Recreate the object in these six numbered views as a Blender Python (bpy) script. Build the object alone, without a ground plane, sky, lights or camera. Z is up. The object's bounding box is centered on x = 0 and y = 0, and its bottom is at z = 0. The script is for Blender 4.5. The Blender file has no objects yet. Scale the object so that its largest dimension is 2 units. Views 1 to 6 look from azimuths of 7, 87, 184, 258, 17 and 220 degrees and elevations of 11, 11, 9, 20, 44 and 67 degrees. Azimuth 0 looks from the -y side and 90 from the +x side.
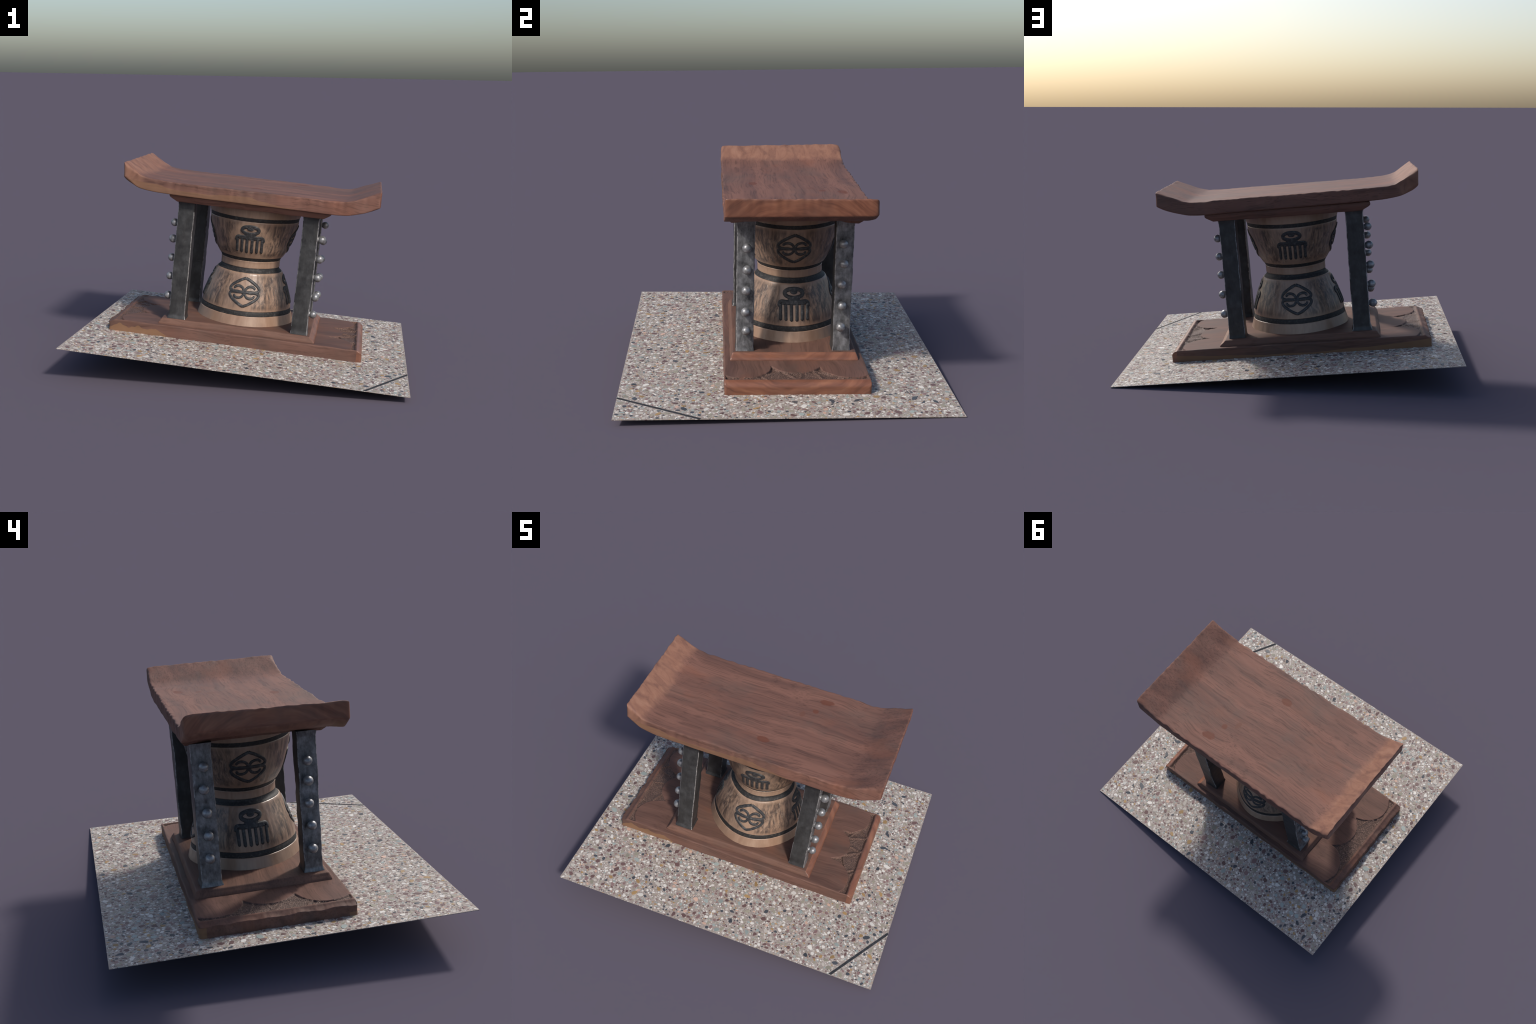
import bpy, math, random
from mathutils import Vector, Matrix, noise

rng = random.Random(4711)

# ------------------------------------------------------------------ frame
# the whole scan leans a little: the floor patch is a tilted plane and the
# stool stands square on it.  Everything of the stool is built upright in
# that plane's own frame and the parent Empty carries the tilt.
ORIGIN = Vector((0.0, 0.0, 0.104))
EZ = Vector((0.0848, 0.0244, 1.0)).normalized()
EX = (Vector((1, 0, 0)) - EZ * EZ.x).normalized()
EY = EZ.cross(EX)
TILT = Matrix((EX, EY, EZ)).transposed().to_4x4()
TILT.translation = ORIGIN


def smooth(a, b, x):
    t = max(0.0, min(1.0, (x - a) / (b - a)))
    return t * t * (3 - 2 * t)


def lerp(a, b, t):
    return a + (b - a) * t


def curve(points):
    """monotone-ish piecewise cubic through (x, y) control points"""
    xs = [p[0] for p in points]
    ys = [p[1] for p in points]
    n = len(xs)
    d = [(ys[i + 1] - ys[i]) / (xs[i + 1] - xs[i]) for i in range(n - 1)]
    m = [d[0]] + [0 if d[i - 1] * d[i] <= 0 else 2 * d[i - 1] * d[i] / (d[i - 1] + d[i]) for i in range(1, n - 1)] + [d[-1]]

    def f(x):
        if x <= xs[0]:
            return ys[0] + m[0] * (x - xs[0])
        if x >= xs[-1]:
            return ys[-1] + m[-1] * (x - xs[-1])
        i = 0
        while x > xs[i + 1]:
            i += 1
        h = xs[i + 1] - xs[i]
        t = (x - xs[i]) / h
        return ((2 * t ** 3 - 3 * t * t + 1) * ys[i] + (t ** 3 - 2 * t * t + t) * h * m[i]
                + (-2 * t ** 3 + 3 * t * t) * ys[i + 1] + (t ** 3 - t * t) * h * m[i + 1])
    return f


def nz(x, y, z, s=1.0, seed=0.0):
    return noise.noise(Vector((x * s + seed, y * s - seed * 1.7, z * s + seed * 0.6)))


def spaced(a, b, n, edge=(0.003, 0.008, 0.015, 0.024)):
    """sample positions from a to b, crowded near both ends"""
    inner = [a + (b - a) * i / n for i in range(n + 1)]
    inner = [v for v in inner if a + edge[-1] * 1.3 < v < b - edge[-1] * 1.3]
    return [a] + [a + e for e in edge] + inner + [b - e for e in reversed(edge)] + [b]


def lattice(xs, ys, zs):
    """surface of a box lattice with shared vertices -> verts, faces (outward)"""
    idx, verts, faces = {}, [], []
    X, Y, Z = len(xs) - 1, len(ys) - 1, len(zs) - 1

    def v(i, j, k):
        key = (i, j, k)
        if key not in idx:
            idx[key] = len(verts)
            verts.append((xs[i], ys[j], zs[k]))
        return idx[key]
    for i in range(X):
        for j in range(Y):
            faces.append((v(i, j, Z), v(i + 1, j, Z), v(i + 1, j + 1, Z), v(i, j + 1, Z)))
            faces.append((v(i, j, 0), v(i, j + 1, 0), v(i + 1, j + 1, 0), v(i + 1, j, 0)))
    for i in range(X):
        for k in range(Z):
            faces.append((v(i, 0, k), v(i + 1, 0, k), v(i + 1, 0, k + 1), v(i, 0, k + 1)))
            faces.append((v(i, Y, k), v(i, Y, k + 1), v(i + 1, Y, k + 1), v(i + 1, Y, k)))
    for j in range(Y):
        for k in range(Z):
            faces.append((v(0, j, k), v(0, j, k + 1), v(0, j + 1, k + 1), v(0, j + 1, k)))
            faces.append((v(X, j, k), v(X, j + 1, k), v(X, j + 1, k + 1), v(X, j, k + 1)))
    return verts, faces


def rounded(p, lo, hi, r):
    """push a point of a box surface onto the box with edges rounded by r"""
    q = [max(l + r, min(h - r, c)) for c, l, h in zip(p, lo, hi)]
    d = Vector(p) - Vector(q)
    if d.length < 1e-9:
        return Vector(p)
    return Vector(q) + d.normalized() * r


def mesh_object(name, verts, faces, mats, parent=None, smooth_angle=50, mat_ids=None):
    me = bpy.data.meshes.new(name)
    me.from_pydata([tuple(v) for v in verts], [], faces)
    for m in mats:
        me.materials.append(m)
    if mat_ids:
        me.polygons.foreach_set('material_index', mat_ids)
    me.update()
    if smooth_angle:
        me.shade_smooth()
        if smooth_angle < 180:
            me.set_sharp_from_angle(angle=math.radians(smooth_angle))
    ob = bpy.data.objects.new(name, me)
    bpy.context.scene.collection.objects.link(ob)
    if parent:
        ob.parent = parent
    return ob


# -------------------------------------------------------------- materials
class Nodes:
    def __init__(self, name):
        self.mat = bpy.data.materials.new(name)
        self.mat.use_nodes = True
        self.t = self.mat.node_tree
        self.b = self.t.nodes['Principled BSDF']
        self.co = self.t.nodes.new('ShaderNodeTexCoord').outputs['Object']

    def link(self, a, b):
        self.t.links.new(a, b)

    def put(self, sock, val):
        if hasattr(val, 'is_output'):
            self.link(val, sock)
        else:
            sock.default_value = val

    def mapped(self, scale, loc=(0, 0, 0), rot=(0, 0, 0), src=None):
        n = self.t.nodes.new('ShaderNodeMapping')
        n.inputs['Scale'].default_value = scale
        n.inputs['Location'].default_value = loc
        n.inputs['Rotation'].default_value = rot
        self.link(src or self.co, n.inputs['Vector'])
        return n.outputs[0]

    def noise(self, scale, detail=4, rough=0.55, vec=None, dist=0.0, out='Fac'):
        n = self.t.nodes.new('ShaderNodeTexNoise')
        n.inputs['Scale'].default_value = scale
        n.inputs['Detail'].default_value = detail
        n.inputs['Roughness'].default_value = rough
        n.inputs['Distortion'].default_value = dist
        self.link(vec or self.co, n.inputs['Vector'])
        return n.outputs[out]

    def voronoi(self, scale, vec=None, out='Distance', feature='F1', rnd=1.0):
        n = self.t.nodes.new('ShaderNodeTexVoronoi')
        n.feature = feature
        n.inputs['Scale'].default_value = scale
        n.inputs['Randomness'].default_value = rnd
        self.link(vec or self.co, n.inputs['Vector'])
        return n.outputs[out]

    def wave(self, scale, vec=None, dist=2.0, detail=2.0, dscale=1.0, direction='Y'):
        n = self.t.nodes.new('ShaderNodeTexWave')
        n.bands_direction = direction
        n.inputs['Scale'].default_value = scale
        n.inputs['Distortion'].default_value = dist
        n.inputs['Detail'].default_value = detail
        n.inputs['Detail Scale'].default_value = dscale
        self.link(vec or self.co, n.inputs['Vector'])
        return n.outputs['Fac']

    def ramp(self, fac, stops, interp='LINEAR'):
        n = self.t.nodes.new('ShaderNodeValToRGB')
        n.color_ramp.interpolation = interp
        e = n.color_ramp.elements
        while len(e) < len(stops):
            e.new(0.5)
        for el, (p, c) in zip(e, stops):
            el.position = p
            el.color = (c, c, c, 1) if isinstance(c, (int, float)) else (*c, 1)
        self.link(fac, n.inputs[0])
        return n.outputs[0]

    def mix(self, fac, a, b, mode='MIX'):
        n = self.t.nodes.new('ShaderNodeMix')
        n.data_type = 'RGBA'
        n.blend_type = mode
        self.put(n.inputs[0], fac)
        for s, v in ((n.inputs[6], a), (n.inputs[7], b)):
            self.put(s, v if hasattr(v, 'is_output') else (*v, 1))
        return n.outputs[2]

    def math(self, op, a, b=0.0, c=0.0):
        n = self.t.nodes.new('ShaderNodeMath')
        n.operation = op
        for s, v in zip(n.inputs, (a, b, c)):
            self.put(s, v)
        return n.outputs[0]

    def sep(self, src=None):
        n = self.t.nodes.new('ShaderNodeSeparateXYZ')
        self.link(src or self.co, n.inputs[0])
        return n.outputs

    def bump(self, h, strength=0.3, dist=0.002):
        n = self.t.nodes.new('ShaderNodeBump')
        n.inputs['Strength'].default_value = strength
        n.inputs['Distance'].default_value = dist
        self.link(h, n.inputs['Height'])
        self.link(n.outputs[0], self.b.inputs['Normal'])

    def done(self, color, rough=0.5, metal=0.0, spec=0.5, coat=0.0):
        self.put(self.b.inputs['Base Color'], color if hasattr(color, 'is_output') else (*color, 1))
        self.put(self.b.inputs['Roughness'], rough)
        self.b.inputs['Metallic'].default_value = metal
        self.b.inputs['Specular IOR Level'].default_value = spec
        self.b.inputs['Coat Weight'].default_value = coat
        return self.mat


def wood(name, light, mid, dark, axis='x', line=0.42, rough=0.62, seed=0.0, grey=0.35, sapwood=None, stains=()):
    """oiled reddish hardwood, grain along x; sapwood(N) may return a mask"""
    N = Nodes(name)
    warp = N.noise(2.2, 2, 0.5, vec=N.mapped((1, 1, 1), (seed, seed, 0)), out='Color')
    v = N.mix(0.06, N.co, warp, 'LINEAR_LIGHT')
    sc = (0.8, 11, 11) if axis == 'x' else (12, 2.0, 12)
    fine = (1.5, 105, 105) if axis == 'x' else (60, 5, 60)
    broad = N.noise(1.0, 4, 0.6, vec=N.mapped(sc, (seed, 0, seed), src=v))
    col = N.ramp(broad, [(0.27, dark), (0.45, mid), (0.62, light), (0.80, mid)])
    lines = N.noise(1.0, 3, 0.65, vec=N.mapped(fine, (0, seed, 0), src=v))
    streak = N.ramp(lines, [(0.36, 1.0), (0.50, 0.0)])
    col = N.mix(N.math('MULTIPLY', streak, line), col, tuple(c * 0.42 for c in dark))
    blot = N.ramp(N.noise(3.2, 4, 0.6, vec=N.mapped((1, 1.3, 1), (seed * 3, 2, 1))), [(0.50, 0.0), (0.68, 1.0)])
    g = (sum(mid) / 3 * 0.85)
    col = N.mix(N.math('MULTIPLY', blot, grey), col, (g * 1.02, g * 0.86, g * 0.76))
    red = N.ramp(N.noise(2.4, 3, 0.5, vec=N.mapped((1, 2, 1), (5 + seed, 2, 1))), [(0.58, 0.0), (0.70, 1.0)])
    col = N.mix(N.math('MULTIPLY', red, 0.45), col, (light[0] * 1.05, light[1] * 0.86, light[2] * 0.72))
    if stains:
        # paler tone with figured grain where the left end curls up
        x, y, z = N.sep()
        fig = N.noise(1.0, 4, 0.65, vec=N.mapped((9, 20, 9), (1, 2, 3), (0, 0, 0.5), src=v), dist=0.8)
        reach = N.math('MINIMUM', N.math('MAXIMUM', N.math('MULTIPLY', N.math('SUBTRACT', -0.63, N.math('MULTIPLY_ADD', N.noise(6, 2), 0.12, x)), 22), 0.0), 1.0)
        pale = N.ramp(fig, [(0.30, mid), (0.52, (0.235, 0.118, 0.080)), (0.72, (0.285, 0.155, 0.108))])
        col = N.mix(N.math('MULTIPLY', reach, 0.75), col, pale)
    for sx, sy, ra, rb, tone in stains:
        x, y, z = N.sep()
        wob = N.math('MULTIPLY', N.math('ADD', N.noise(20, 3), -0.5), 2.2)
        ex = N.math('MULTIPLY', N.math('ADD', x, -sx), 1 / ra)
        ey = N.math('MULTIPLY', N.math('ADD', y, -sy), 1 / rb)
        r2 = N.math('ADD', N.math('ADD', N.math('MULTIPLY', ex, ex), N.math('MULTIPLY', ey, ey)), wob)
        m = N.math('MULTIPLY', N.ramp(r2, [(0.62, 1.0), (1.0, 0.0)]), N.math('GREATER_THAN', z, 0.93))
        col = N.mix(N.math('MULTIPLY', m, 0.8), col, tone)
    if sapwood:
        tan = N.mix(broad, (0.135, 0.074, 0.042), (0.24, 0.134, 0.076))
        col = N.mix(sapwood(N), col, tan)
    specks = N.ramp(N.voronoi(38), [(0.0, 1.0), (0.055, 0.0)])
    gate = N.ramp(N.noise(9, 1), [(0.6, 0.0), (0.63, 1.0)])
    col = N.mix(N.math('MULTIPLY', N.math('MULTIPLY', specks, gate), 0.5), col, (0.42, 0.32, 0.26))
    rg = N.math('MULTIPLY_ADD', broad, 0.25, rough - 0.12)
    N.bump(N.math('ADD', N.math('MULTIPLY', lines, 0.5), N.noise(60, 2)), 0.25, 0.002)
    return N.done(col, rg, spec=0.18)


SEAT_L, SEAT_M, SEAT_D = (0.182, 0.090, 0.068), (0.140, 0.070, 0.054), (0.096, 0.051, 0.042)


def seat_sap(N):
    x, y, z = N.sep()
    w = N.noise(1.0, 3, 0.6, vec=N.mapped((3, 0.5, 22)))
    limit = N.math('MULTIPLY_ADD', N.math('MAXIMUM', N.math('ADD', x, 0.05), 0.0), -0.13, 0.945)
    limit = N.math('MULTIPLY_ADD', N.math('MAXIMUM', N.math('SUBTRACT', -0.5, x), 0.0), 0.10, limit)
    lo = N.math('LESS_THAN', N.math('MULTIPLY_ADD', w, 0.05, z), limit)
    fr = N.math('LESS_THAN', y, -0.27)
    return N.math('MULTIPLY', N.math('MULTIPLY', lo, fr), 0.6)


def slab_sap(N):
    x, y, z = N.sep()
    # scalloped pale edge low on the front, left half
    w = N.noise(1.0, 2, 0.5, vec=N.mapped((9, 0, 0), (2.3, 0, 0)))
    h = N.math('MULTIPLY_ADD', w, 0.13, -0.026)
    front = N.math('MULTIPLY', N.math('LESS_THAN', z, h), N.math('LESS_THAN', y, -0.285))
    front = N.math('MULTIPLY', front, N.math('LESS_THAN', x, N.math('MULTIPLY_ADD', z, -2.0, -0.47)))
    # pale strip along the foot of the back, rising toward both ends
    w2 = N.noise(1.0, 2, 0.5, vec=N.mapped((4, 0, 0), (7.1, 0, 0)))
    xx = N.math('MULTIPLY', N.math('ADD', x, 0.02), N.math('ADD', x, 0.02))
    h2 = N.math('ADD', N.math('MULTIPLY_ADD', w2, 0.02, 0.004), N.math('MULTIPLY', xx, 0.055))
    back = N.math('MULTIPLY', N.math('LESS_THAN', z, h2), N.math('GREATER_THAN', y, 0.41))
    return N.math('MULTIPLY', N.math('MAXIMUM', front, back), 0.85)


RUST = (0.120, 0.042, 0.026)
M_SEAT = wood('oiled_hardwood_seat', SEAT_L, SEAT_M, SEAT_D, sapwood=seat_sap, stains=(
    (-0.040, -0.161, 0.042, 0.026, RUST), (0.212, 0.320, 0.046, 0.030, RUST), (0.167, 0.214, 0.022, 0.026, RUST),
    (0.101, 0.160, 0.020, 0.030, (0.125, 0.056, 0.040))))
M_BLOCK = wood('oiled_hardwood_block', SEAT_L, SEAT_M, SEAT_D, seed=3.1)
M_BASE = wood('oiled_hardwood_base', (0.145, 0.077, 0.060), (0.110, 0.059, 0.046), (0.074, 0.040, 0.033),
              seed=7.3, line=0.3, sapwood=slab_sap)
M_STEP = wood('oiled_hardwood_step', (0.150, 0.080, 0.059), (0.114, 0.061, 0.046), (0.076, 0.041, 0.033),
              seed=11.9, line=0.3)


def end_grain():
    """growth rings cut across: arcs around a heart lying below the plank"""
    N = Nodes('end_grain_wood')
    x, y, z = N.sep(N.mix(0.05, N.co, N.noise(4, 3, out='Color'), 'LINEAR_LIGHT'))
    dy = N.math('ADD', y, -0.02)
    dz = N.math('ADD', z, -0.60)
    r = N.math('SQRT', N.math('ADD', N.math('MULTIPLY', dy, dy), N.math('MULTIPLY', dz, dz)))
    cmb = N.t.nodes.new('ShaderNodeCombineXYZ')
    N.link(N.math('MULTIPLY', r, 34.0), cmb.inputs[0])
    N.link(N.math('MULTIPLY', N.math('ARCTAN2', dz, dy), 1.6), cmb.inputs[1])
    w = N.noise(1.0, 5, 0.62, vec=cmb.outputs[0], dist=0.3)
    col = N.ramp(w, [(0.28, (0.100, 0.040, 0.025)), (0.5, (0.190, 0.076, 0.045)), (0.74, (0.265, 0.118, 0.068))])
    big = N.noise(5, 4, 0.6)
    col = N.mix(N.ramp(big, [(0.45, 0.0), (0.7, 0.6)]), col, (0.098, 0.050, 0.038))
    N.bump(w, 0.15, 0.002)
    return N.done(col, 0.36, spec=0.45)


M_END = end_grain()


def carved_rough():
    N = Nodes('stippled_carved_wood')
    s = N.voronoi(230)
    n = N.noise(120, 3, 0.7)
    col = N.ramp(N.math('ADD', N.math('MULTIPLY', s, 0.6), N.math('MULTIPLY', n, 0.6)),
                 [(0.28, (0.026, 0.015, 0.013)), (0.55, (0.075, 0.042, 0.033)), (0.85, (0.19, 0.115, 0.088))])
    N.bump(N.math('ADD', s, n), 0.9, 0.004)
    return N.done(col, 0.6, spec=0.35)


M_CARVE = carved_rough()


def drum_wood():
    N = Nodes('weathered_tan_wood')
    v = N.mix(0.03, N.co, N.noise(5, 2, out='Color'), 'LINEAR_LIGHT')
    fib = N.noise(1.0, 5, 0.65, vec=N.mapped((34, 34, 3.2), src=v))
    col = N.ramp(fib, [(0.22, (0.220, 0.142, 0.099)), (0.48, (0.275, 0.181, 0.126)), (0.75, (0.335, 0.233, 0.169))])
    big = N.noise(3.5, 3, 0.5, vec=N.mapped((1.6, 1.6, 0.9), (3, 1, 4)))
    warm = N.ramp(big, [(0.4, 0.0), (0.65, 0.5)])
    col = N.mix(warm, col, (0.23, 0.130, 0.084))
    # dark weathered streaks, in patches between the carvings
    st = N.noise(1.0, 4, 0.75, vec=N.mapped((52, 52, 3.0), (1, 5, 2), src=v))
    x, y, z = N.sep()
    dx = N.math('ADD', x, 0.055)
    dy = N.math('ADD', y, -0.06)
    ang = N.math('ARCTAN2', dy, dx)
    quarter = N.math('ABSOLUTE', N.math('SINE', N.math('MULTIPLY', ang, 2.0)))
    patch = N.math('MULTIPLY_ADD', quarter, 0.42, N.noise(7, 3, 0.6, vec=N.mapped((1, 1, 0.6), (8, 8, 3))))
    patch = N.ramp(patch, [(0.56, 0.0), (0.88, 1.0)])
    def between(a, b):
        up = N.math('SMOOTH_MIN', 1.0, N.math('MAXIMUM', N.math('MULTIPLY', N.math('ADD', z, -a), 40), 0.0), 0.1)
        dn = N.math('SMOOTH_MIN', 1.0, N.math('MAXIMUM', N.math('MULTIPLY', N.math('SUBTRACT', b, z), 40), 0.0), 0.1)
        return N.math('MULTIPLY', up, dn)
    # only the two fields between the painted rings are weathered
    patch = N.math('MULTIPLY', patch, N.math('MAXIMUM', between(0.200, 0.430), between(0.525, 0.765)))
    mask = N.math('MULTIPLY', N.ramp(st, [(0.38, 0.0), (0.58, 1.0)]), patch)
    col = N.mix(N.math('MULTIPLY', mask, 0.9), col, (0.046, 0.034, 0.031))
    pale = N.math('MULTIPLY', N.ramp(N.noise(1.0, 4, 0.75, vec=N.mapped((60, 60, 4), (9, 2, 7), src=v)), [(0.60, 0.0), (0.72, 1.0)]), patch)
    col = N.mix(N.math('MULTIPLY', pale, 0.5), col, (0.46, 0.38, 0.31))
    N.bump(fib, 0.3, 0.002)
    return N.done(col, N.math('MULTIPLY_ADD', fib, 0.3, 0.22), spec=0.5)


M_DRUM = drum_wood()


def black_paint(name='black_paint', base=(0.018, 0.017, 0.017), worn=(0.10, 0.09, 0.085), amt=0.5, rough=0.6):
    N = Nodes(name)
    n = N.noise(70, 4, 0.7)
    w = N.ramp(n, [(0.50, 0.0), (0.70, 1.0)])
    col = N.mix(N.math('MULTIPLY', w, amt), base, worn)
    N.bump(n, 0.4, 0.002)
    return N.done(col, rough, spec=0.3)


M_BAND = black_paint()
M_MARK = black_paint('black_emblem_paint', (0.027, 0.027, 0.029), (0.13, 0.125, 0.125), 0.6, 0.5)


def graphite(name, lo, mid, hi, metal):
    N = Nodes(name)
    fine = N.noise(1.0, 5, 0.7, vec=N.mapped((40, 40, 18)))
    patch = N.noise(14, 4, 0.65, vec=N.mapped((1, 1, 1), (2, 4, 6)))
    x, y, z = N.sep()
    k = N.math('ADD', N.math('MULTIPLY', fine, 0.5), N.math('MULTIPLY', patch, 0.6))
    col = N.ramp(k, [(0.38, (lo, lo, lo * 1.05)), (0.56, (mid, mid, mid * 1.03)), (0.74, (hi, hi, hi * 1.04))])
    N.bump(N.math('ADD', fine, patch), 0.4, 0.003)
    return N.done(col, N.math('MULTIPLY_ADD', patch, 0.3, 0.30), metal=metal, spec=0.4)


M_PILLAR = graphite('blackened_graphite_wood', 0.018, 0.033, 0.056, 0.05)
M_STUDFACE = graphite('sheen_graphite_wood', 0.035, 0.145, 0.29, 0.3)  # lighter copy of the pillar graphite; sky and sun sheen painted on stud faces


def worn_edge():
    N = Nodes('rubbed_bare_edge')
    n = N.noise(55, 3, 0.6)
    col = N.ramp(n, [(0.35, (0.09, 0.09, 0.095)), (0.6, (0.30, 0.29, 0.29))])
    return N.done(col, 0.45, metal=0.3)


M_WORN = worn_edge()


def stud_metal():
    N = Nodes('dull_steel')
    n = N.noise(40, 3, 0.6)
    col = N.ramp(n, [(0.3, (0.13, 0.13, 0.135)), (0.6, (0.30, 0.30, 0.31))])
    N.bump(n, 0.2, 0.002)
    return N.done(col, 0.40, metal=0.55)


M_STUD = stud_metal()

# -------------------------------------------------------------- the stool
stool = bpy.data.objects.new('carved_stool', None)
bpy.context.scene.collection.objects.link(stool)
stool.matrix_world = TILT
stool['label'] = 'carved wooden stool with curved seat, drum core and studded black pillars'
stool['category'] = 'stool'

# ---- seat: a plank with both ends swept up
top_front = curve([(-0.83, 1.053), (-0.776, 1.018), (-0.721, 0.984), (-0.652, 0.970), (-0.556, 0.964), (-0.441, 0.963),
                   (0.0, 0.963), (0.356, 0.961), (0.500, 0.963), (0.561, 0.975), (0.64, 1.008), (0.72, 1.044)])
top_back = curve([(-0.83, 1.070), (-0.776, 1.034), (-0.728, 1.004), (-0.684, 0.987), (-0.60, 0.979), (-0.426, 0.977),
                  (0.0, 0.976), (0.344, 0.975), (0.443, 0.971), (0.53, 0.975), (0.60, 1.001), (0.72, 1.048)])
under = curve([(-0.84, 0.966), (-0.826, 0.950), (-0.79, 0.927), (-0.703, 0.899), (-0.60, 0.890), (-0.40, 0.885), (0.30, 0.880),
               (0.45, 0.878), (0.526, 0.882), (0.60, 0.899), (0.669, 0.921), (0.705, 0.938), (0.722, 0.948)])
X0, X1, Y0, Y1, TH = -0.834, 0.724, -0.334, 0.436, 0.080


def build_seat():
    xs, ys = spaced(X0, X1, 170), spaced(Y0, Y1, 96)
    zs = [0, 0.004, 0.010, 0.018, 0.030, 0.043, 0.055, 0.064, 0.071, 0.076, TH]
    verts, faces = lattice(xs, ys, zs)
    lo, hi = (X0, Y0, 0), (X1, Y1, TH)
    out = []
    for p in verts:
        q = rounded(p, lo, hi, 0.005 if p[2] < 0.04 else 0.008)
        # the four vertical corners are rounder
        c = Vector((q.x, q.y, 0))
        rr = 0.02
        cx = max(X0 + rr, min(X1 - rr, q.x))
        cy = max(Y0 + rr, min(Y1 - rr, q.y))
        d = Vector((q.x - cx, q.y - cy))
        if d.length > rr and abs(d.x) > 1e-6 and abs(d.y) > 1e-6:
            d = d.normalized() * rr
            q.x, q.y = cx + d.x, cy + d.y
        t = q.z / TH
        f = (q.y - Y0) / (Y1 - Y0)
        zt = lerp(top_front(q.x), top_back(q.x), f)
        zb = under(q.x) + 0.010 * f
        # the long edge at the back is planed off below, the left end is hollowed
        e = min(q.y - Y0, Y1 - q.y)
        zb += 0.005 * (1 - smooth(0.0, 0.03, Y1 - q.y))
        zb += 0.012 * smooth(0.0, 0.08, e) * smooth(-0.60, -0.76, q.x)
        # end faces have rounded corners
        near = smooth(0.10, 0.02, min(q.x - X0, X1 - q.x))
        k = max(0.0, 0.030 - e)
        drop = 0.030 - math.sqrt(0.030 ** 2 - k * k)
        zt -= near * (0.75 if q.x < 0 else 0.5) * drop
        zb += near * (1.0 if q.x < 0 else 0.35) * drop
        x, y, z = q.x, q.y, lerp(zb, zt, t)
        # the seat is set a hair askew on its block
        y += 0.0075 * x
        # uneven hand-cut outline
        edge = 1 - smooth(0.0, 0.02, min(q.y - Y0, Y1 - q.y))
        y += edge * 0.005 * nz(x, f, z, 9, 3) + edge * t * 0.007 * nz(x, f, 0, 34, 8)
        z += edge * t * 0.004 * nz(x, f, 0, 30, 5)
        endl = smooth(-0.80, -0.84, x)
        endr = smooth(0.69, 0.72, x)
        x += endl * (0.004 * nz(0, y, z, 11, 1) + t * 0.004 * nz(0, y, 0, 37, 2))
        x += endr * (0.003 * nz(0, y, z, 16, 7) + t * 0.003 * nz(0, y, 0, 42, 4))
        z += endl * t * 0.005 * nz(0, y, 0, 23, 9) + endr * t * 0.004 * nz(0, y, 0, 30, 6)
        z += t * (0.0016 * nz(x, y, 0, 6, 2) + 0.0006 * nz(x * 0.2, y, 0, 60, 4))
        # long tool marks running up the curled left end
        z += t * smooth(-0.6, -0.75, x) * 0.0012 * nz(x * 0.1, y, 0, 34, 12)
        out.append((x, y, z))
    ids = []
    for f in faces:
        c = [sum(verts[i][a] for i in f) / 4 for a in range(3)]
        ids.append(1 if (c[0] <= X0 + 1e-6 or c[0] >= X1 - 1e-6) else 0)
    return mesh_object('seat', out, faces, [M_SEAT, M_END], stool, 40, ids)


seat = build_seat()


# ---- thick block under the seat, chamfered below
def build_block():
    x0, x1, y0, y1, z0, z1 = -0.546, 0.444, -0.310, 0.412, 0.842, 0.895
    xs, ys, zs = spaced(x0, x1, 80), spaced(y0, y1, 50), [z0, 0.846, 0.852, 0.860, 0.868, 0.876, 0.884, z1]
    verts, faces = lattice(xs, ys, zs)
    out = []
    for p in verts:
        q = rounded(p, (x0, y0, z0), (x1, y1, z1), 0.006)
        s = 1 - smooth(z0, 0.878, q.z) ** 0.8
        ex = smooth(x0 + 0.12, x0, q.x)
        fx = smooth(x1 - 0.12, x1, q.x)
        fy = (q.y - y0) / (y1 - y0)
        hollow = smooth(0.0, 0.22, min(fy, 1 - fy))
        q.x += s * (0.045 * ex - 0.042 * fx) + hollow * (0.040 * ex - 0.045 * fx)
        q.y += s * (0.020 * smooth(0.2, 0, fy) - 0.018 * smooth(0.8, 1, fy))
        q += Vector((nz(*q, 8, 1), nz(*q, 8, 2), 0.6 * nz(*q, 10, 3))) * 0.005
        out.append(q)
    return mesh_object('seat_block', out, faces, [M_BLOCK], stool, 50)


build_block()

# ---- base: a long slab with carved ends, and a step standing on it
BX0, BX1, BY0, BY1, BZ = -0.853, 0.724, -0.326, 0.447, 0.073
MIDX = -0.0645


RIDGES = ((0.572, -0.012, 0.684, 0.072), (0.578, -0.028, 0.622, -0.140), (0.622, -0.140, 0.668, -0.100), (0.566, 0.148, 0.680, 0.200),
          (0.628, 0.275, 0.682, 0.205), (0.572, 0.160, 0.622, 0.262), (0.590, 0.090, 0.684, 0.066), (0.640, -0.190, 0.684, -0.110))


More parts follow.
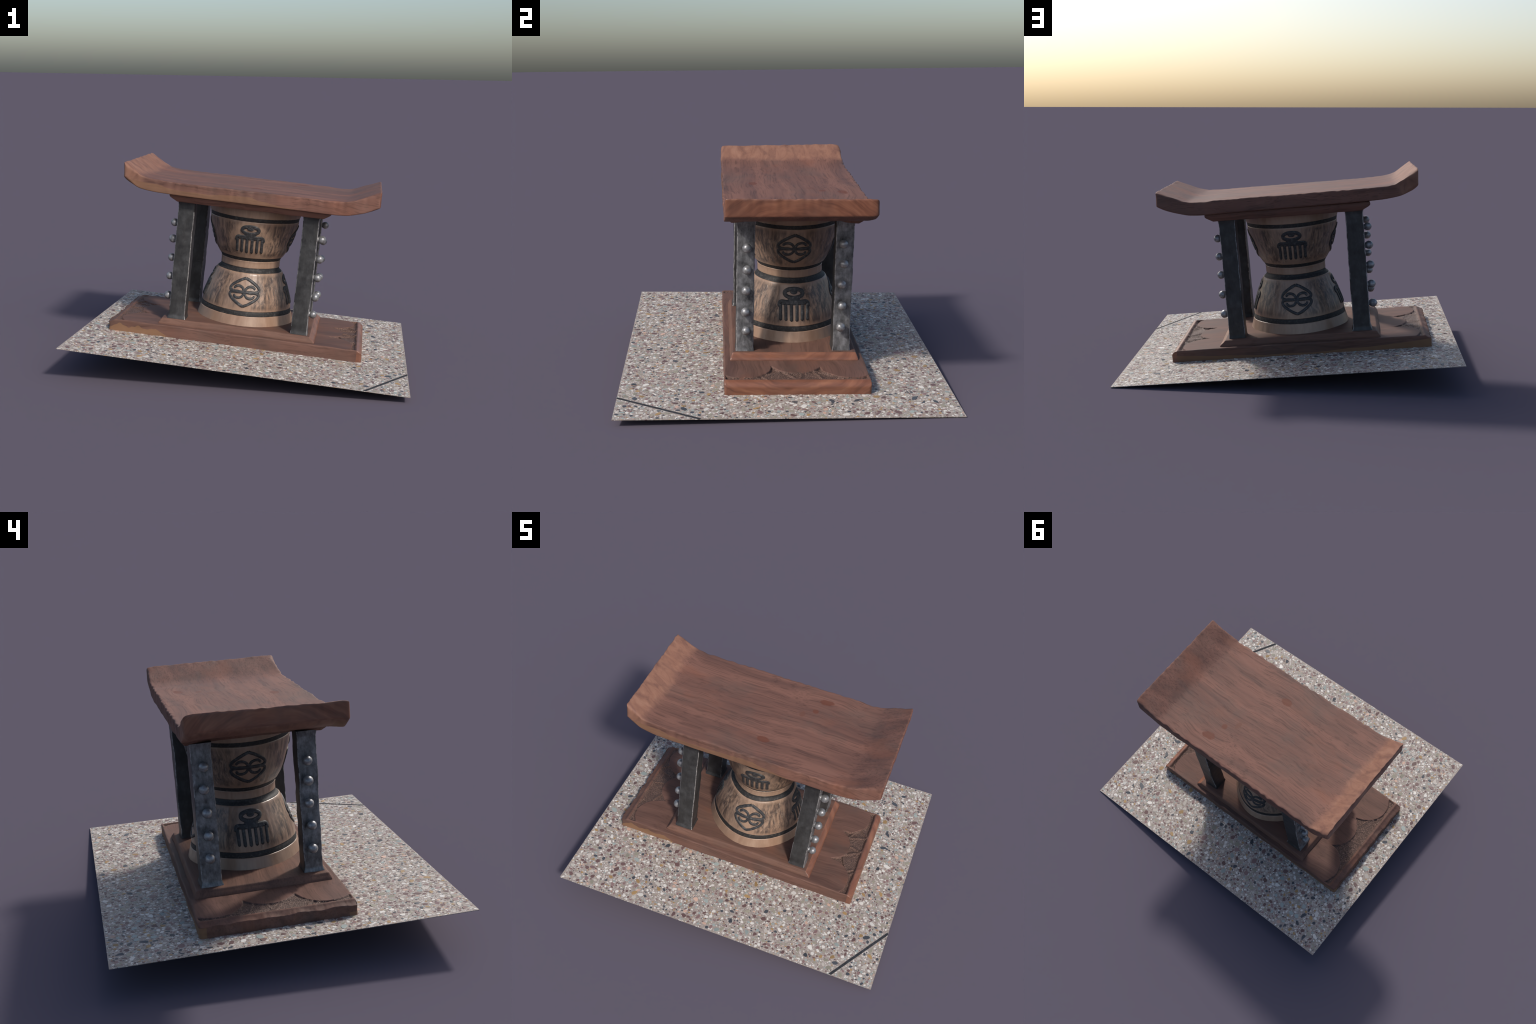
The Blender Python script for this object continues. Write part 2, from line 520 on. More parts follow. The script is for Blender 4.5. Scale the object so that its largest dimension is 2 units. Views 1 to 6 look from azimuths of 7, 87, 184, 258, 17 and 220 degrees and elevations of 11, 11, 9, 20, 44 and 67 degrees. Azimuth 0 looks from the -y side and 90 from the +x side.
def petals(x, y):
    """relief below the slab's top: petals carved at both ends; returns depth, carved?"""
    left = x < MIDX
    if left:
        x = 2 * MIDX - x
        if x > 0.690:
            return 0.004 * smooth(0.69, 0.70, x), False
    if x < 0.46 or x > 0.69:
        return 0.0, False
    first = ((0.449, 0.063, 0.146), (0.510, -0.222, 0.152), (0.510, 0.350, 0.152))
    second = ((0.503, -0.077, 0.130), (0.503, 0.204, 0.130))
    k = 3.0 if left else 6.0
    wob = 0.006 * nz(x, y, 0, 16, k) + 0.002 * nz(x, y, 0, 70, k)

    def inside(cs):
        return min(math.hypot(x - a, y - b) - r for a, b, r in cs) + wob
    d1 = inside(first)
    if x < 0.495 and min(abs(y + 0.077), abs(y - 0.203)) > 0.012:
        return 0.0, False
    edge = min(y - BY0, BY1 - y) + 0.006 * nz(x, y, 0, 30, k + 2)
    lim = 0.687 + 0.005 * nz(0, y, 0, 18, k + 1)
    rim = smooth(lim, lim - (0.022 if left else 0.016), x) * smooth(0.006, 0.016, edge)
    cut = smooth(0.0, 0.004, d1) * rim
    if cut <= 0.0:
        return 0.0, False
    # sunken ground with sharp ridges zigzagging between the leaves
    depth = 0.0115 + 0.003 * nz(x, y, 0, 18, k) + 0.0016 * nz(x, y, 0, 46, 9)
    if inside(second) > 0:
        depth += 0.0025 * smooth(0.0, 0.006, inside(second))
    wx, wy = x + 0.006 * nz(x, y, 0, 26, 2), y + 0.006 * nz(x, y, 0, 26, 5)
    for ax, ay, bx, by in RIDGES:
        ux, uy = bx - ax, by - ay
        f = max(0.0, min(1.0, ((wx - ax) * ux + (wy - ay) * uy) / (ux * ux + uy * uy)))
        d = math.hypot(wx - ax - f * ux, wy - ay - f * uy)
        side = (wx - ax) * uy - (wy - ay) * ux
        # one flank steep, the other running out gently
        depth -= 0.0080 * (smooth(0.005, 0.0, d) if side > 0 else smooth(0.022, 0.0, d))
    return cut * max(0.002, depth) * (0.6 if left else 1.0), cut > 0.4


def build_slab():
    def run(a, b, step):
        n = max(1, round((b - a) / step))
        return [a + (b - a) * i / n for i in range(n)]
    mx = 2 * MIDX
    xs = [BX0, BX0 + 0.003, BX0 + 0.007] + run(BX0 + 0.012, mx - 0.695, 0.006) + run(mx - 0.695, mx - 0.48, 0.003) \
        + run(mx - 0.48, 0.48, 0.02) + run(0.48, 0.694, 0.003) + run(0.694, BX1 - 0.002, 0.003) + [BX1 - 0.001, BX1]
    ys = [BY0, BY0 + 0.002, BY0 + 0.005, BY0 + 0.009] + run(BY0 + 0.013, BY1 - 0.012, 0.0034) + [BY1 - 0.012, BY1 - 0.009, BY1 - 0.005, BY1 - 0.002, BY1]
    zs = [-0.012, 0.0, 0.012, 0.026, 0.040, 0.052, 0.060, 0.066, 0.070, BZ]
    verts, faces = lattice(xs, ys, zs)
    out = []
    for p in verts:
        top = p[2] >= BZ - 1e-9
        q = rounded(p, (BX0, BY0, -0.03), (BX1, BY1, BZ), 0.007)
        x, y, z = q
        # corners rounded in plan
        cr = 0.014
        dx, dy = x - max(BX0 + cr, min(BX1 - cr, x)), y - max(BY0 + cr, min(BY1 - cr, y))
        if math.hypot(dx, dy) > cr:
            k = 1 - cr / math.hypot(dx, dy)
            x, y = x - dx * k, y - dy * k
        t = max(0.0, z / BZ)
        # right end is a plump round-over, left end is worn and broken
        z -= t * (0.042 - math.sqrt(max(0.0, 0.042 ** 2 - max(0.0, x - 0.684) ** 2)))
        z -= 0.012 * t * smooth(-0.815, -0.852, x) * (1 + 0.9 * nz(0, y, 0, 14, 3))
        x += smooth(-0.80, -0.85, x) * (0.006 * nz(0, y, z * 2, 15, 5) + 0.004 * nz(0, y, z, 50, 6))
        e = 1 - smooth(0.0, 0.02, min(y - BY0, BY1 - y))
        y += e * (0.004 * nz(x, 0, z, 7, 8) + 0.0016 * nz(x, 0, z, 30, 2))
        z += t * (0.0015 * nz(x, y, 0, 5, 4)) + e * t * 0.003 * nz(x, 0, 0, 12, 5)
        if top:
            d, _ = petals(p[0], p[1])
            z -= d
        out.append((x, y, z))
    ids = []
    for f in faces:
        vs = [verts[i] for i in f]
        cx = sum(v[0] for v in vs) / 4
        cy = sum(v[1] for v in vs) / 4
        if min(v[2] for v in vs) >= BZ - 1e-9 and petals(cx, cy)[1]:
            ids.append(1)
        elif cx >= BX1 - 0.034 and max(v[2] for v in vs) > 0:
            ids.append(2)
        else:
            ids.append(0)
    return mesh_object('base_slab', out, faces, [M_BASE, M_CARVE, M_END], stool, 60, ids)


build_slab()


def build_step():
    x0, x1, y0, y1, z0, z1 = -0.553, 0.428, -0.292, 0.417, 0.062, 0.112
    xs, ys, zs = spaced(x0, x1, 90), spaced(y0, y1, 60), [z0, 0.072, 0.080, 0.088, 0.096, 0.102, 0.107, z1]
    verts, faces = lattice(xs, ys, zs)
    out = []
    for p in verts:
        q = rounded(p, (x0, y0, z0), (x1, y1, z1), 0.007)
        t = smooth(0.074, 0.112, q.z)
        fx = smooth(x1 - 0.09, x1, q.x)
        ex = smooth(x0 + 0.09, x0, q.x)
        q.x += t * (0.018 * ex - 0.030 * fx)
        ny = (q.y - y0) / (y1 - y0)
        q.y += t * (0.012 * smooth(0.15, 0, ny) - 0.010 * smooth(0.85, 1, ny))
        e = 1 - smooth(0, 0.03, min(q.x - x0, x1 - q.x, q.y - y0, y1 - q.y))
        q += Vector((nz(*q, 12, 1), nz(*q, 12, 2), 0.5 * nz(*q, 14, 3))) * 0.004 * e
        # surface rises a little to meet the drum
        d = math.hypot(q.x + 0.055, q.y - 0.06)
        q.z -= 0.003 * smooth(0.34, 0.50, d) * t
        out.append(q)
    ids = []
    for f in faces:
        cx = sum(verts[i][0] for i in f) / 4
        ids.append(1 if cx >= x1 - 0.004 else 0)
    return mesh_object('base_step', out, faces, [M_STEP, M_END], stool, 50, ids)


build_step()

# ---- hourglass drum with four painted grooves
DX, DY = -0.055, 0.060
BANDS = ((0.171, 0.199), (0.430, 0.457), (0.503, 0.523), (0.764, 0.786))
drum_r = curve([(0.095, 0.316), (0.130, 0.306), (0.165, 0.296), (0.200, 0.288), (0.235, 0.283), (0.31, 0.260), (0.37, 0.236), (0.405, 0.221), (0.420, 0.215),
                (0.432, 0.207), (0.442, 0.194), (0.452, 0.189), (0.485, 0.188), (0.503, 0.191), (0.530, 0.206), (0.565, 0.227), (0.60, 0.242),
                (0.66, 0.261), (0.715, 0.276), (0.77, 0.285), (0.80, 0.290), (0.86, 0.298)])


def drum_point(a, z, off=0.0):
    r = drum_r(z)
    c, s = math.cos(a), math.sin(a)
    r *= 1 + 0.006 * nz(c, s, z * 2, 1.6, 4) - 0.018 * (1 - math.cos(4 * a))
    r += off
    t = smooth(0.30, 0.62, z)
    return Vector((DX + lerp(0.003, 0.004, t) + c * r, DY + lerp(0.005, -0.001, t) + s * r, z))


def groove(z):
    g = 0.0
    for a, b in BANDS:
        g = max(g, smooth(a - 0.003, a + 0.003, z) * smooth(b + 0.003, b - 0.003, z))
    return g


def build_drum():
    n = 220
    zs = []
    z = 0.095
    while z < 0.860:
        near = min(min(abs(z - a), abs(z - b)) for a, b in BANDS)
        zs.append(z)
        z += 0.0015 if near < 0.005 else 0.006
    verts, faces = [], []
    for z in zs:
        g = groove(z)
        for i in range(n):
            a = 2 * math.pi * i / n
            w = 0.0016 * nz(math.cos(a), math.sin(a), z * 0.4, 14, 3)
            verts.append(drum_point(a, z, w - 0.007 * g))
    for k in range(len(zs) - 1):
        for i in range(n):
            j = (i + 1) % n
            faces.append((k * n + i, k * n + j, (k + 1) * n + j, (k + 1) * n + i))
    faces.append(tuple(range(n - 1, -1, -1)))
    faces.append(tuple(range((len(zs) - 1) * n, len(zs) * n)))
    return mesh_object('drum', verts, faces, [M_DRUM], stool, 60)


drum = build_drum()


def build_band(a0, b0):
    n, m = 220, 7
    verts, faces = [], []
    for k in range(m):
        t = k / (m - 1)
        for i in range(n):
            a = 2 * math.pi * i / n
            c, s = math.cos(a), math.sin(a)
            w = 0.003 * (nz(c, s, t * 0.3, 10, a0 * 40) + 0.5 * nz(c, s, t, 40, b0 * 9))
            z = lerp(a0 - 0.003, b0 + 0.003, t) + w * (2 * t - 1)
            bulge = -0.0030 + 0.0016 * math.sin(math.pi * t)
            verts.append(drum_point(a, z, bulge))
    for k in range(m - 1):
        for i in range(n):
            j = (i + 1) % n
            faces.append((k * n + i, k * n + j, (k + 1) * n + j, (k + 1) * n + i))
    ob = mesh_object('painted_band', verts, faces, [M_BAND], drum, 180)
    sol = ob.modifiers.new('thickness', 'SOLIDIFY')
    sol.thickness = 0.004
    sol.offset = -1
    return ob


for a0, b0 in BANDS:
    build_band(a0, b0)


# ---- emblems in low relief, wrapped on the drum
def densify(path, step=0.05):
    """Catmull-Rom through the 2-D points"""
    P = [Vector(p) for p in path]
    P = [2 * P[0] - P[1]] + P + [2 * P[-1] - P[-2]]
    out = []
    for i in range(1, len(P) - 2):
        p0, p1, p2, p3 = P[i - 1:i + 3]
        n = max(2, int((p2 - p1).length / step))
        for k in range(n):
            t = k / n
            out.append(0.5 * (2 * p1 + (p2 - p0) * t + (2 * p0 - 5 * p1 + 4 * p2 - p3) * t * t + (3 * p1 - p0 - 3 * p2 + p3) * t ** 3))
    out.append(P[-2])
    return out


class Relief:
    """collects ribbons drawn in metres around (0,0) and wraps them on the drum"""

    def __init__(self, ang, zc):
        self.a, self.zc, self.v, self.f = ang, zc, [], []

    def place(self, u, w, h):
        z = self.zc + w
        r = drum_r(z)
        return drum_point(self.a + u / r, z, h)

    def ribbon(self, pts, width, high=0.0055, closed=False, taper=True):
        prof = [(-0.5, -0.004), (-0.5, 0.35), (-0.40, 0.80), (-0.22, 1.0), (0.22, 1.0), (0.40, 0.80), (0.5, 0.35), (0.5, -0.004)]
        n = len(pts)
        base = len(self.v)
        for i, p in enumerate(pts):
            if closed:
                d = pts[(i + 1) % n] - pts[i - 1]
            else:
                d = pts[min(i + 1, n - 1)] - pts[max(i - 1, 0)]
            d = d.normalized()
            nrm = Vector((-d.y, d.x))
            w = width * (1 + 0.10 * nz(p.x, p.y, self.a, 60, 2))
            cap = 1.0
            if taper and not closed:
                s = min((pts[0] - p).length, (pts[-1] - p).length)
                q = max(0.0, 1 - s / (width * 0.5))
                cap = math.sqrt(max(0.06, 1 - q * q))
            for o, h in prof:
                c = p + nrm * (o * w * cap)
                hh = h * high if h > 0 else h
                self.v.append(self.place(c.x, c.y, hh * (cap if h > 0 else 1)))
        m = len(prof)
        for i in range(n if closed else n - 1):
            for k in range(m - 1):
                a, b = base + i * m + k, base + ((i + 1) % n) * m + k
                self.f.append((a, b, b + 1, a + 1))
        if not closed:
            self.f.append(tuple(base + k for k in range(m)))
            e = base + (n - 1) * m
            self.f.append(tuple(e + k for k in range(m - 1, -1, -1)))

    def finish(self, name):
        ob = mesh_object(name, self.v, self.f, [M_MARK], drum, 60)
        return ob


def line(a, b, n=10):
    a, b = Vector(a), Vector(b)
    return [a.lerp(b, i / n) for i in range(n + 1)]


def heart_emblem(ang, zc, half_w=0.096, half_h=0.085):
    R = Relief(ang, zc)
    for up in (1, -1):
        for side in (1, -1):
            outline = [(0.0, 1.0), (0.28, 0.86), (0.60, 0.64), (0.86, 0.42), (0.97, 0.22), (0.90, 0.075), (0.72, 0.015), (0.45, 0.02), (0.20, 0.0), (0.0, 0.0)]
            pts = densify([(side * u * half_w, up * w * half_h) for u, w in outline], 0.004)
            R.ribbon(pts, 0.0170, 0.0060 + 0.0002 * side + 0.0001 * up, taper=False)
            curl = [(0.02, 0.0), (0.06, 0.17), (0.17, 0.34), (0.36, 0.42), (0.55, 0.39), (0.65, 0.28), (0.60, 0.22)]
            pts = densify([(side * u * half_w, up * w * half_h) for u, w in curl], 0.004)
            R.ribbon(pts, 0.0150, 0.0054 + 0.0002 * side + 0.0001 * up)
    return R.finish('heart_emblem')


def comb_emblem(ang, zc, half_w=0.088, half_h=0.089):
    R = Relief(ang, zc)
    # six teeth
    for i in range(6):
        u = lerp(-half_w * 0.90, half_w * 0.90, i / 5)
        low = -half_h + 0.004 * abs(i - 2.5) / 2.5 + 0.003 * nz(i, ang, zc, 3, 1)
        R.ribbon(line((u, 0.010), (u * 0.98, low), 14), 0.0180, 0.0056 + 0.0001 * i)
    # back of the comb
    bar = densify([(-half_w * 0.99, -0.012), (-half_w * 0.97, 0.010), (-half_w * 0.82, 0.0195), (-0.04, 0.020), (0.04, 0.020),
                   (half_w * 0.82, 0.0195), (half_w * 0.97, 0.010), (half_w * 0.99, -0.012)], 0.004)
    R.ribbon(bar, 0.0180, 0.0064)
    R.ribbon(line((-0.075, 0.012), (0.075, 0.012), 24), 0.020, 0.0060)
    # neck and ring-shaped handle with its pupil
    R.ribbon(line((0, 0.008), (0, 0.048), 8), 0.074, 0.0068, taper=False)
    ring = [Vector((0.052 * math.cos(t), 0.064 + 0.0235 * math.sin(t))) for t in [2 * math.pi * k / 48 for k in range(48)]]
    R.ribbon(ring, 0.0215, 0.0062, closed=True)
    pupil = [Vector((0.013 * math.cos(t), 0.073 + 0.0060 * math.sin(t))) for t in [2 * math.pi * k / 28 for k in range(28)]]
    R.ribbon(pupil, 0.0155, 0.0058, closed=True)
    return R.finish('comb_emblem')


for k, (upper, lower) in enumerate(((heart_emblem, comb_emblem), (comb_emblem, heart_emblem)) * 2):
    ang = (math.radians(1.5), math.radians(91.5), math.radians(181.0), math.radians(-88.0))[k]
    upper(ang, 0.6465)
    lower(ang, 0.316)

# ---- four black pillars, each with a row of five ball studs
PILLARS = (
    ((0.275, 0.375), (-0.259, -0.161), 1, (0.704, 0.581, 0.466, 0.343, 0.236), -0.204),
    ((0.271, 0.370), (0.275, 0.373), 1, (0.726, 0.616, 0.499, 0.377, 0.255), 0.315),
    ((-0.495, -0.393), (-0.260, -0.161), -1, (0.703, 0.601, 0.484, 0.364, 0.240), -0.203),
    ((-0.498, -0.392), (0.265, 0.371), -1, (0.733, 0.622, 0.500, 0.383, 0.266), 0.318),
)


def stud_mesh():
    prof = [(0.0, 0.0170), (0.003, 0.0162), (0.007, 0.0168)]
    c, r = 0.0255, 0.0250
    a = math.radians(135)
    while a > 0.05:
        prof.append((c + r * math.cos(a), r * math.sin(a)))
        a -= math.radians(12)
    n = 24
    verts, faces = [], []
    for x, rad in [(-0.004, 0.0170)] + prof:
        for i in range(n):
            t = 2 * math.pi * i / n
            w = 1 + 0.03 * nz(x * 40, math.cos(t), math.sin(t), 1.3, 2)
            verts.append((x, rad * w * math.cos(t), rad * w * math.sin(t)))
    m = len(prof) + 1
    for k in range(m - 1):
        for i in range(n):
            j = (i + 1) % n
            faces.append((k * n + i, k * n + j, (k + 1) * n + j, (k + 1) * n + i))
    verts.append((c + r, 0, 0))
    for i in range(n):
        faces.append(((m - 1) * n + i, (m - 1) * n + (i + 1) % n, len(verts) - 1))
    me = bpy.data.meshes.new('stud')
    me.from_pydata(verts, [], faces)
    me.materials.append(M_STUD)
    me.shade_smooth()
    return me


STUD = stud_mesh()


def build_pillar(xr, yr, side, heights, stud_y, k):
    z0, z1 = 0.100, 0.850
    ch = 0.008
    xs = [xr[0], xr[0] + 0.004, xr[0] + ch, xr[0] + 0.02] + [lerp(xr[0] + 0.02, xr[1] - 0.02, t / 4) for t in (1, 2, 3)] + [xr[1] - 0.02, xr[1] - ch, xr[1] - 0.004, xr[1]]
    ys = [yr[0], yr[0] + 0.004, yr[0] + ch, yr[0] + 0.02] + [lerp(yr[0] + 0.02, yr[1] - 0.02, t / 4) for t in (1, 2, 3)] + [yr[1] - 0.02, yr[1] - ch, yr[1] - 0.004, yr[1]]
    zs = [lerp(z0, z1, i / 130) for i in range(131)]
    verts, faces = lattice(xs, ys, zs)
    cx, cy = sum(xr) / 2, sum(yr) / 2
    out = []
    for p in verts:
        q = rounded((p[0], p[1], 0.5), (xr[0], yr[0], 0), (xr[1], yr[1], 1), 0.0065)
        x, y, z = q.x, q.y, p[2]
        sx, sy = (1 if x > cx else -1), (1 if y > cy else -1)
        corner = smooth(0.03, 0.045, abs(x - cx)) * smooth(0.03, 0.045, abs(y - cy))
        x += corner * sx * -0.003 * max(0, nz(z, sx * 3, sy * 5 + k, 26, 1)) + 0.003 * nz(sx, sy * 0.2, z * 3, 2.2, k)
        y += corner * sy * -0.003 * max(0, nz(z, sx * 7, sy * 2 + k, 26, 4)) + 0.003 * nz(sx * 0.2, sy, z * 3, 2.2, k + 9)
        x += 0.0012 * nz(p[0], p[1], z, 30, k + 2)
        y += 0.0012 * nz(p[0], p[1], z, 30, k + 5)
        flare = smooth(0.135, 0.104, z) * (0.007 if side < 0 else 0.003) + smooth(0.815, 0.85, z) * 0.004
        x += flare * (x - cx) / 0.045
        y += flare * (y - cy) / 0.045
        # hollows hammered around every stud
        if abs(p[0] - (xr[1] if side > 0 else xr[0])) < 1e-6:
            for h in heights:
                d = math.hypot(y - stud_y, z - h)
                x -= side * 0.0035 * smooth(0.042, 0.018, d) * (1 + nz(y, z, 0, 40, k))
        out.append((x, y, z))
    ids = []
    for f in faces:
        c = [sum(verts[i][a] for i in f) / 4 for a in range(3)]
        near_x = min(c[0] - xr[0], xr[1] - c[0]) < 0.0045
        near_y = min(c[1] - yr[0], yr[1] - c[1]) < 0.0045
        worn = near_x and near_y and nz(c[0], c[1], c[2], 11, k + 3) > -0.28
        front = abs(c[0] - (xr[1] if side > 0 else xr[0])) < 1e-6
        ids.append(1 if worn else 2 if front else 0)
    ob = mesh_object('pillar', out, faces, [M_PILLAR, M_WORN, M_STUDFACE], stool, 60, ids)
    for h in heights:
        s = bpy.data.objects.new('stud', STUD)
        bpy.context.scene.collection.objects.link(s)
        s.parent = ob
        face = (xr[1] if side > 0 else xr[0]) - side * 0.0025
        s.location = (face, stud_y + rng.uniform(-0.004, 0.004), h)
        s.rotation_euler = (rng.uniform(0, 6), rng.uniform(-0.09, 0.09), (0 if side > 0 else math.pi) + rng.uniform(-0.09, 0.09))
        k1 = rng.uniform(0.94, 1.05)
        s.scale = (k1, k1, k1)
    return ob


for k, spec in enumerate(PILLARS):
    build_pillar(*spec, k)

# ------------------------------------------------------------- floor patch
# four corner heights of the slightly twisted sheet of terrazzo
HX, HY = 1.0, 0.879
CORNER = {(-1, -1): 0.213, (1, -1): 0.038, (1, 1): 0.003, (-1, 1): 0.167}


def floor_z(x, y):
    s, t = (x / HX + 1) / 2, (y / HY + 1) / 2
    return lerp(lerp(CORNER[-1, -1], CORNER[1, -1], s), lerp(CORNER[-1, 1], CORNER[1, 1], s), t)


CHIP_COLORS = (
    ('white', (0.55, 0.52, 0.48), 0.26), ('bone', (0.40, 0.36, 0.32), 0.14), ('maroon', (0.125, 0.074, 0.070), 0.14),
    ('plum', (0.20, 0.125, 0.120), 0.10), ('teal', (0.255, 0.290, 0.275), 0.11), ('slate', (0.055, 0.060, 0.070), 0.08),
    ('ochre', (0.29, 0.185, 0.085), 0.05), ('olive', (0.25, 0.23, 0.18), 0.15), ('blush', (0.45, 0.30, 0.235), 0.03))


def chip_material(name, c):
    N = Nodes(name + '_stone')
    info = N.t.nodes.new('ShaderNodeObjectInfo').outputs['Random']
    n = N.noise(45, 3, 0.6)
    k = N.math('ADD', N.math('MULTIPLY', n, 0.5), N.math('MULTIPLY', info, 0.3))
    col = N.ramp(k, [(0.2, tuple(x * 0.80 for x in c)), (0.62, tuple(min(1, x * 1.2) for x in c))])
    return N.done(col, 0.5, spec=0.3)


CHIP_MATS = [chip_material(n, c) for n, c, _ in CHIP_COLORS]
CHIP_W = [w for _, _, w in CHIP_COLORS]


def terrazzo():
    N = Nodes('terrazzo_cement')
    dv = N.mix(0.012, N.co, N.noise(40, 2, out='Color'), 'LINEAR_LIGHT')
    flat = N.mapped((1, 1, 0.0), src=dv)
    base = N.ramp(N.noise(30, 4, 0.7, vec=flat), [(0.3, (0.225, 0.185, 0.163)), (0.7, (0.330, 0.278, 0.250))])
    big = N.ramp(N.noise(3, 3, vec=flat), [(0.35, 0.0), (0.7, 0.35)])
    base = N.mix(big, base, (0.31, 0.275, 0.245))

    def layer(scale, thr, stops, col, src_scale=(1, 1, 0)):
        v = N.mapped(src_scale, (scale * 0.01, 0.3, 0), src=flat)
        dist = N.voronoi(scale, v)
        rnd = N.t.nodes.new('ShaderNodeSeparateColor')
        N.link(N.voronoi(scale, v, 'Color'), rnd.inputs[0])
        tint = N.ramp(rnd.outputs[0], stops, 'CONSTANT')
        keep = N.math('LESS_THAN', rnd.outputs[1], thr)
        size = N.math('MULTIPLY_ADD', rnd.outputs[2], 0.30, 0.20)
        m = N.math('MULTIPLY', keep, N.math('LESS_THAN', dist, size))
        return N.mix(m, col, tint)
    stops = [(0.0, (0.54, 0.51, 0.47)), (0.34, (0.42, 0.375, 0.34)), (0.55, (0.13, 0.075, 0.072)), (0.68, (0.25, 0.28, 0.27)),
             (0.79, (0.06, 0.062, 0.07)), (0.86, (0.24, 0.21, 0.15)), (0.94, (0.36, 0.24, 0.14))]
    col = layer(150, 0.60, stops, base)
    col = layer(85, 0.55, stops, col)
    N.bump(N.noise(150, 2, vec=flat), 0.15, 0.001)
    return N.done(col, 0.62, spec=0.3)


def build_floor():
    n = 24
    top = [[(lerp(-HX, HX, i / n), lerp(-HY, HY, j / n)) for j in range(n + 1)] for i in range(n + 1)]
    verts, faces = lattice([lerp(-HX, HX, i / n) for i in range(n + 1)], [lerp(-HY, HY, j / n) for j in range(n + 1)], [0, 1])
    out = [(x, y, floor_z(x, y) - (0.003 if t < 0.5 else 0.0)) for x, y, t in verts]
    return mesh_object('terrazzo_floor_patch', out, faces, [terrazzo()], None, 30)


floor = build_floor()
floor['label'] = 'tilted rectangular patch of pebbly pink grey terrazzo floor'
floor['category'] = 'floor patch'


def build_strip():
    """dark divider inlaid across one corner"""
    a, b = Vector((0.746, -HY, 0)), Vector((HX, -0.443, 0))
    d = (b - a).normalized()
    nrm = Vector((-d.y, d.x, 0)) * 0.0075
    n = 40
    verts, faces = [], []
    for i in range(n + 1):
        t = i / n
        p = a.lerp(b, t)
        for off, lift in ((-1, -0.002), (-1, 0.0011), (1, 0.0011), (1, -0.002)):
            q = p + nrm * off * (1 + 0.12 * nz(t, off, 0, 14, 2))
            q.y = max(-HY, q.y)
            q.x = min(HX, q.x)
            verts.append((q.x, q.y, floor_z(q.x, q.y) + lift))
    for i in range(n):
        for k in range(3):
            p = i * 4 + k
            faces.append((p, p + 1, p + 5, p + 4))
    N = Nodes('dark_divider')
    col = N.ramp(N.noise(60, 3), [(0.35, (0.022, 0.023, 0.027)), (0.7, (0.045, 0.047, 0.053))])
    return mesh_object('divider_strip', verts, faces, [N.done(col, 0.8, spec=0.15)], floor, 30)


build_strip()


def chip_outline(r, local):
    n = local.randint(6, 9)
    stretch = local.uniform(1.0, 1.75)
    turn = local.uniform(0, math.pi)
    pts = []
    for i in range(n):
        a = 2 * math.pi * (i + local.uniform(-0.28, 0.28)) / n
        rr = r * local.uniform(0.80, 1.08)
        u, v = rr * math.cos(a) * math.sqrt(stretch), rr * math.sin(a) / math.sqrt(stretch)
        pts.append((u * math.cos(turn) - v * math.sin(turn), u * math.sin(turn) + v * math.cos(turn)))
    return pts


def scatter():
    cell = 0.03
    grid = {}
    placed = []

    def free(x, y, r):
        i, j = int(math.floor(x / cell)), int(math.floor(y / cell))
        for a in range(i - 2, i + 3):
            for b in range(j - 2, j + 3):
                for (px, py, pr) in grid.get((a, b), ()):
                    if math.hypot(px - x, py - y) < (pr + r) * 0.98:
                        return False
        return True

    def ok(x, y, r):
        if abs(x) > HX - r * 1.4 or abs(y) > HY - r * 1.4:
            return False
        if -0.84 + r < x < 0.71 - r and -0.30 + r < y < 0.43 - r:
            return False
        # stay off the divider strip
        ax, ay = 0.746, -HY
        dx, dy = HX - ax, -0.443 + HY
        L = math.hypot(dx, dy)
        if abs((x - ax) * dy - (y - ay) * dx) / L < 0.010 + r:
            return False
        return free(x, y, r)

    for r0, r1, want, tries in ((0.0140, 0.0205, 285, 6000), (0.0085, 0.0130, 1100, 9000), (0.0055, 0.0085, 2600, 14000), (0.0038, 0.0055, 4200, 16000)):
        got = 0
        for _ in range(tries):
            if got >= want:
                break
            x, y = rng.uniform(-HX, HX), rng.uniform(-HY, HY)
            r = rng.uniform(r0, r1)
            if ok(x, y, r):
                grid.setdefault((int(math.floor(x / cell)), int(math.floor(y / cell))), []).append((x, y, r))
                placed.append((x, y, r, r0))
                got += 1
    return placed


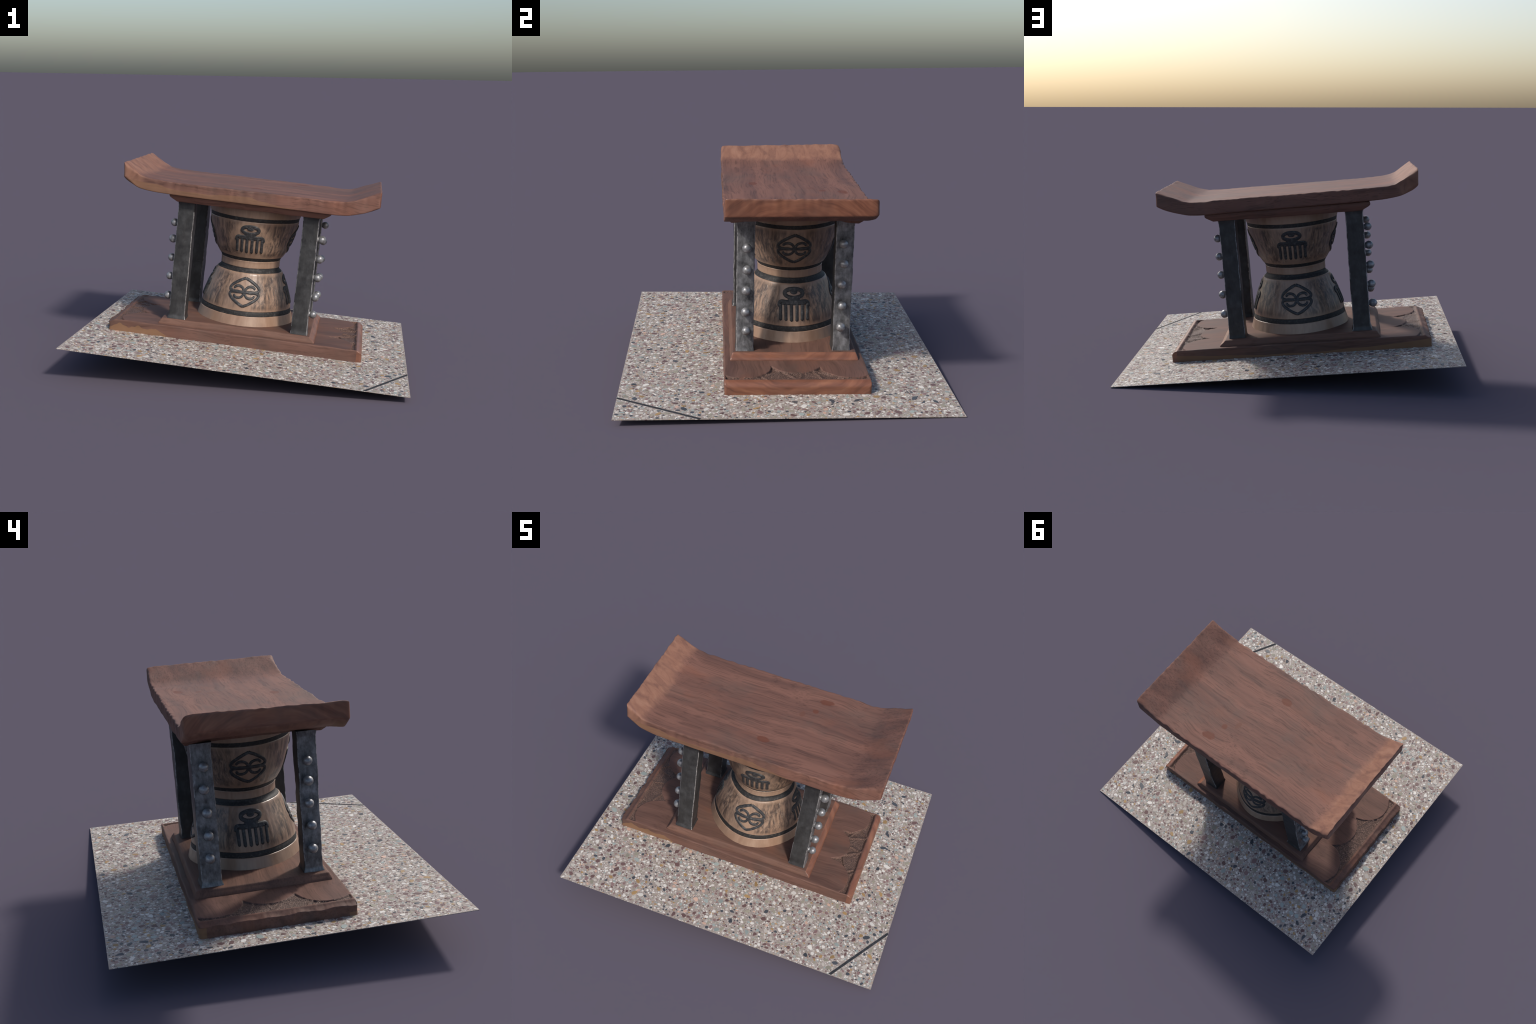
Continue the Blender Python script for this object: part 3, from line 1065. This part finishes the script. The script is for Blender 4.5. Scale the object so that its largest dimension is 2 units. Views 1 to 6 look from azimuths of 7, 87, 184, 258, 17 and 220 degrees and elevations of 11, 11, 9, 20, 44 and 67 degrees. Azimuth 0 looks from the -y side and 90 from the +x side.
def build_chips():
    placed = scatter()
    # shared outlines for the large chips
    shapes = {}
    verts, faces, ids = [], [], []
    sx = (floor_z(0.5, 0) - floor_z(-0.5, 0))
    sy = (floor_z(0, 0.5) - floor_z(0, -0.5))
    big_w = [0.14, 0.11, 0.18, 0.13, 0.15, 0.08, 0.08, 0.17, 0.02]
    for x, y, r, cls in placed:
        if cls > 0.013:
            m = rng.choices(range(len(CHIP_MATS)), big_w)[0]
            s = rng.randrange(5)
            if (m, s) not in shapes:
                local = random.Random(100 + m * 10 + s)
                pts = chip_outline(1.0, local)
                n = len(pts)
                vs = [(u, v, -0.06) for u, v in pts] + [(u, v, 0.04) for u, v in pts] + [(u * 0.94, v * 0.94, 0.065) for u, v in pts]
                fs = [(i, (i + 1) % n, n + (i + 1) % n, n + i) for i in range(n)]
                fs += [(n + i, n + (i + 1) % n, 2 * n + (i + 1) % n, 2 * n + i) for i in range(n)]
                fs.append(tuple(range(2 * n, 3 * n)))
                me = bpy.data.meshes.new('stone_chip')
                me.from_pydata(vs, [], fs)
                me.materials.append(CHIP_MATS[m])
                shapes[m, s] = me
            ob = bpy.data.objects.new('stone_chip', shapes[m, s])
            bpy.context.scene.collection.objects.link(ob)
            ob.parent = floor
            ob.location = (x, y, floor_z(x, y))
            ob.rotation_euler = (math.atan(sy), -math.atan(sx), rng.uniform(0, 2 * math.pi))
            ob.scale = (r, r, 0.015)
        else:
            m = rng.choices(range(len(CHIP_MATS)), CHIP_W)[0]
            pts = chip_outline(r, rng)
            n = len(pts)
            b = len(verts)
            for lift, k in ((-0.001, 1.0), (0.0007, 0.96)):
                for u, v in pts:
                    verts.append((x + u * k, y + v * k, floor_z(x + u * k, y + v * k) + lift))
            for i in range(n):
                j = (i + 1) % n
                faces.append((b + i, b + j, b + n + j, b + n + i))
                ids.append(m)
            faces.append(tuple(range(b + n, b + 2 * n)))
            ids.append(m)
    ob = mesh_object('stone_chips', verts, faces, CHIP_MATS, floor, 0, ids)
    ob['kind'] = 'stuff'


build_chips()
bpy.context.view_layer.update()
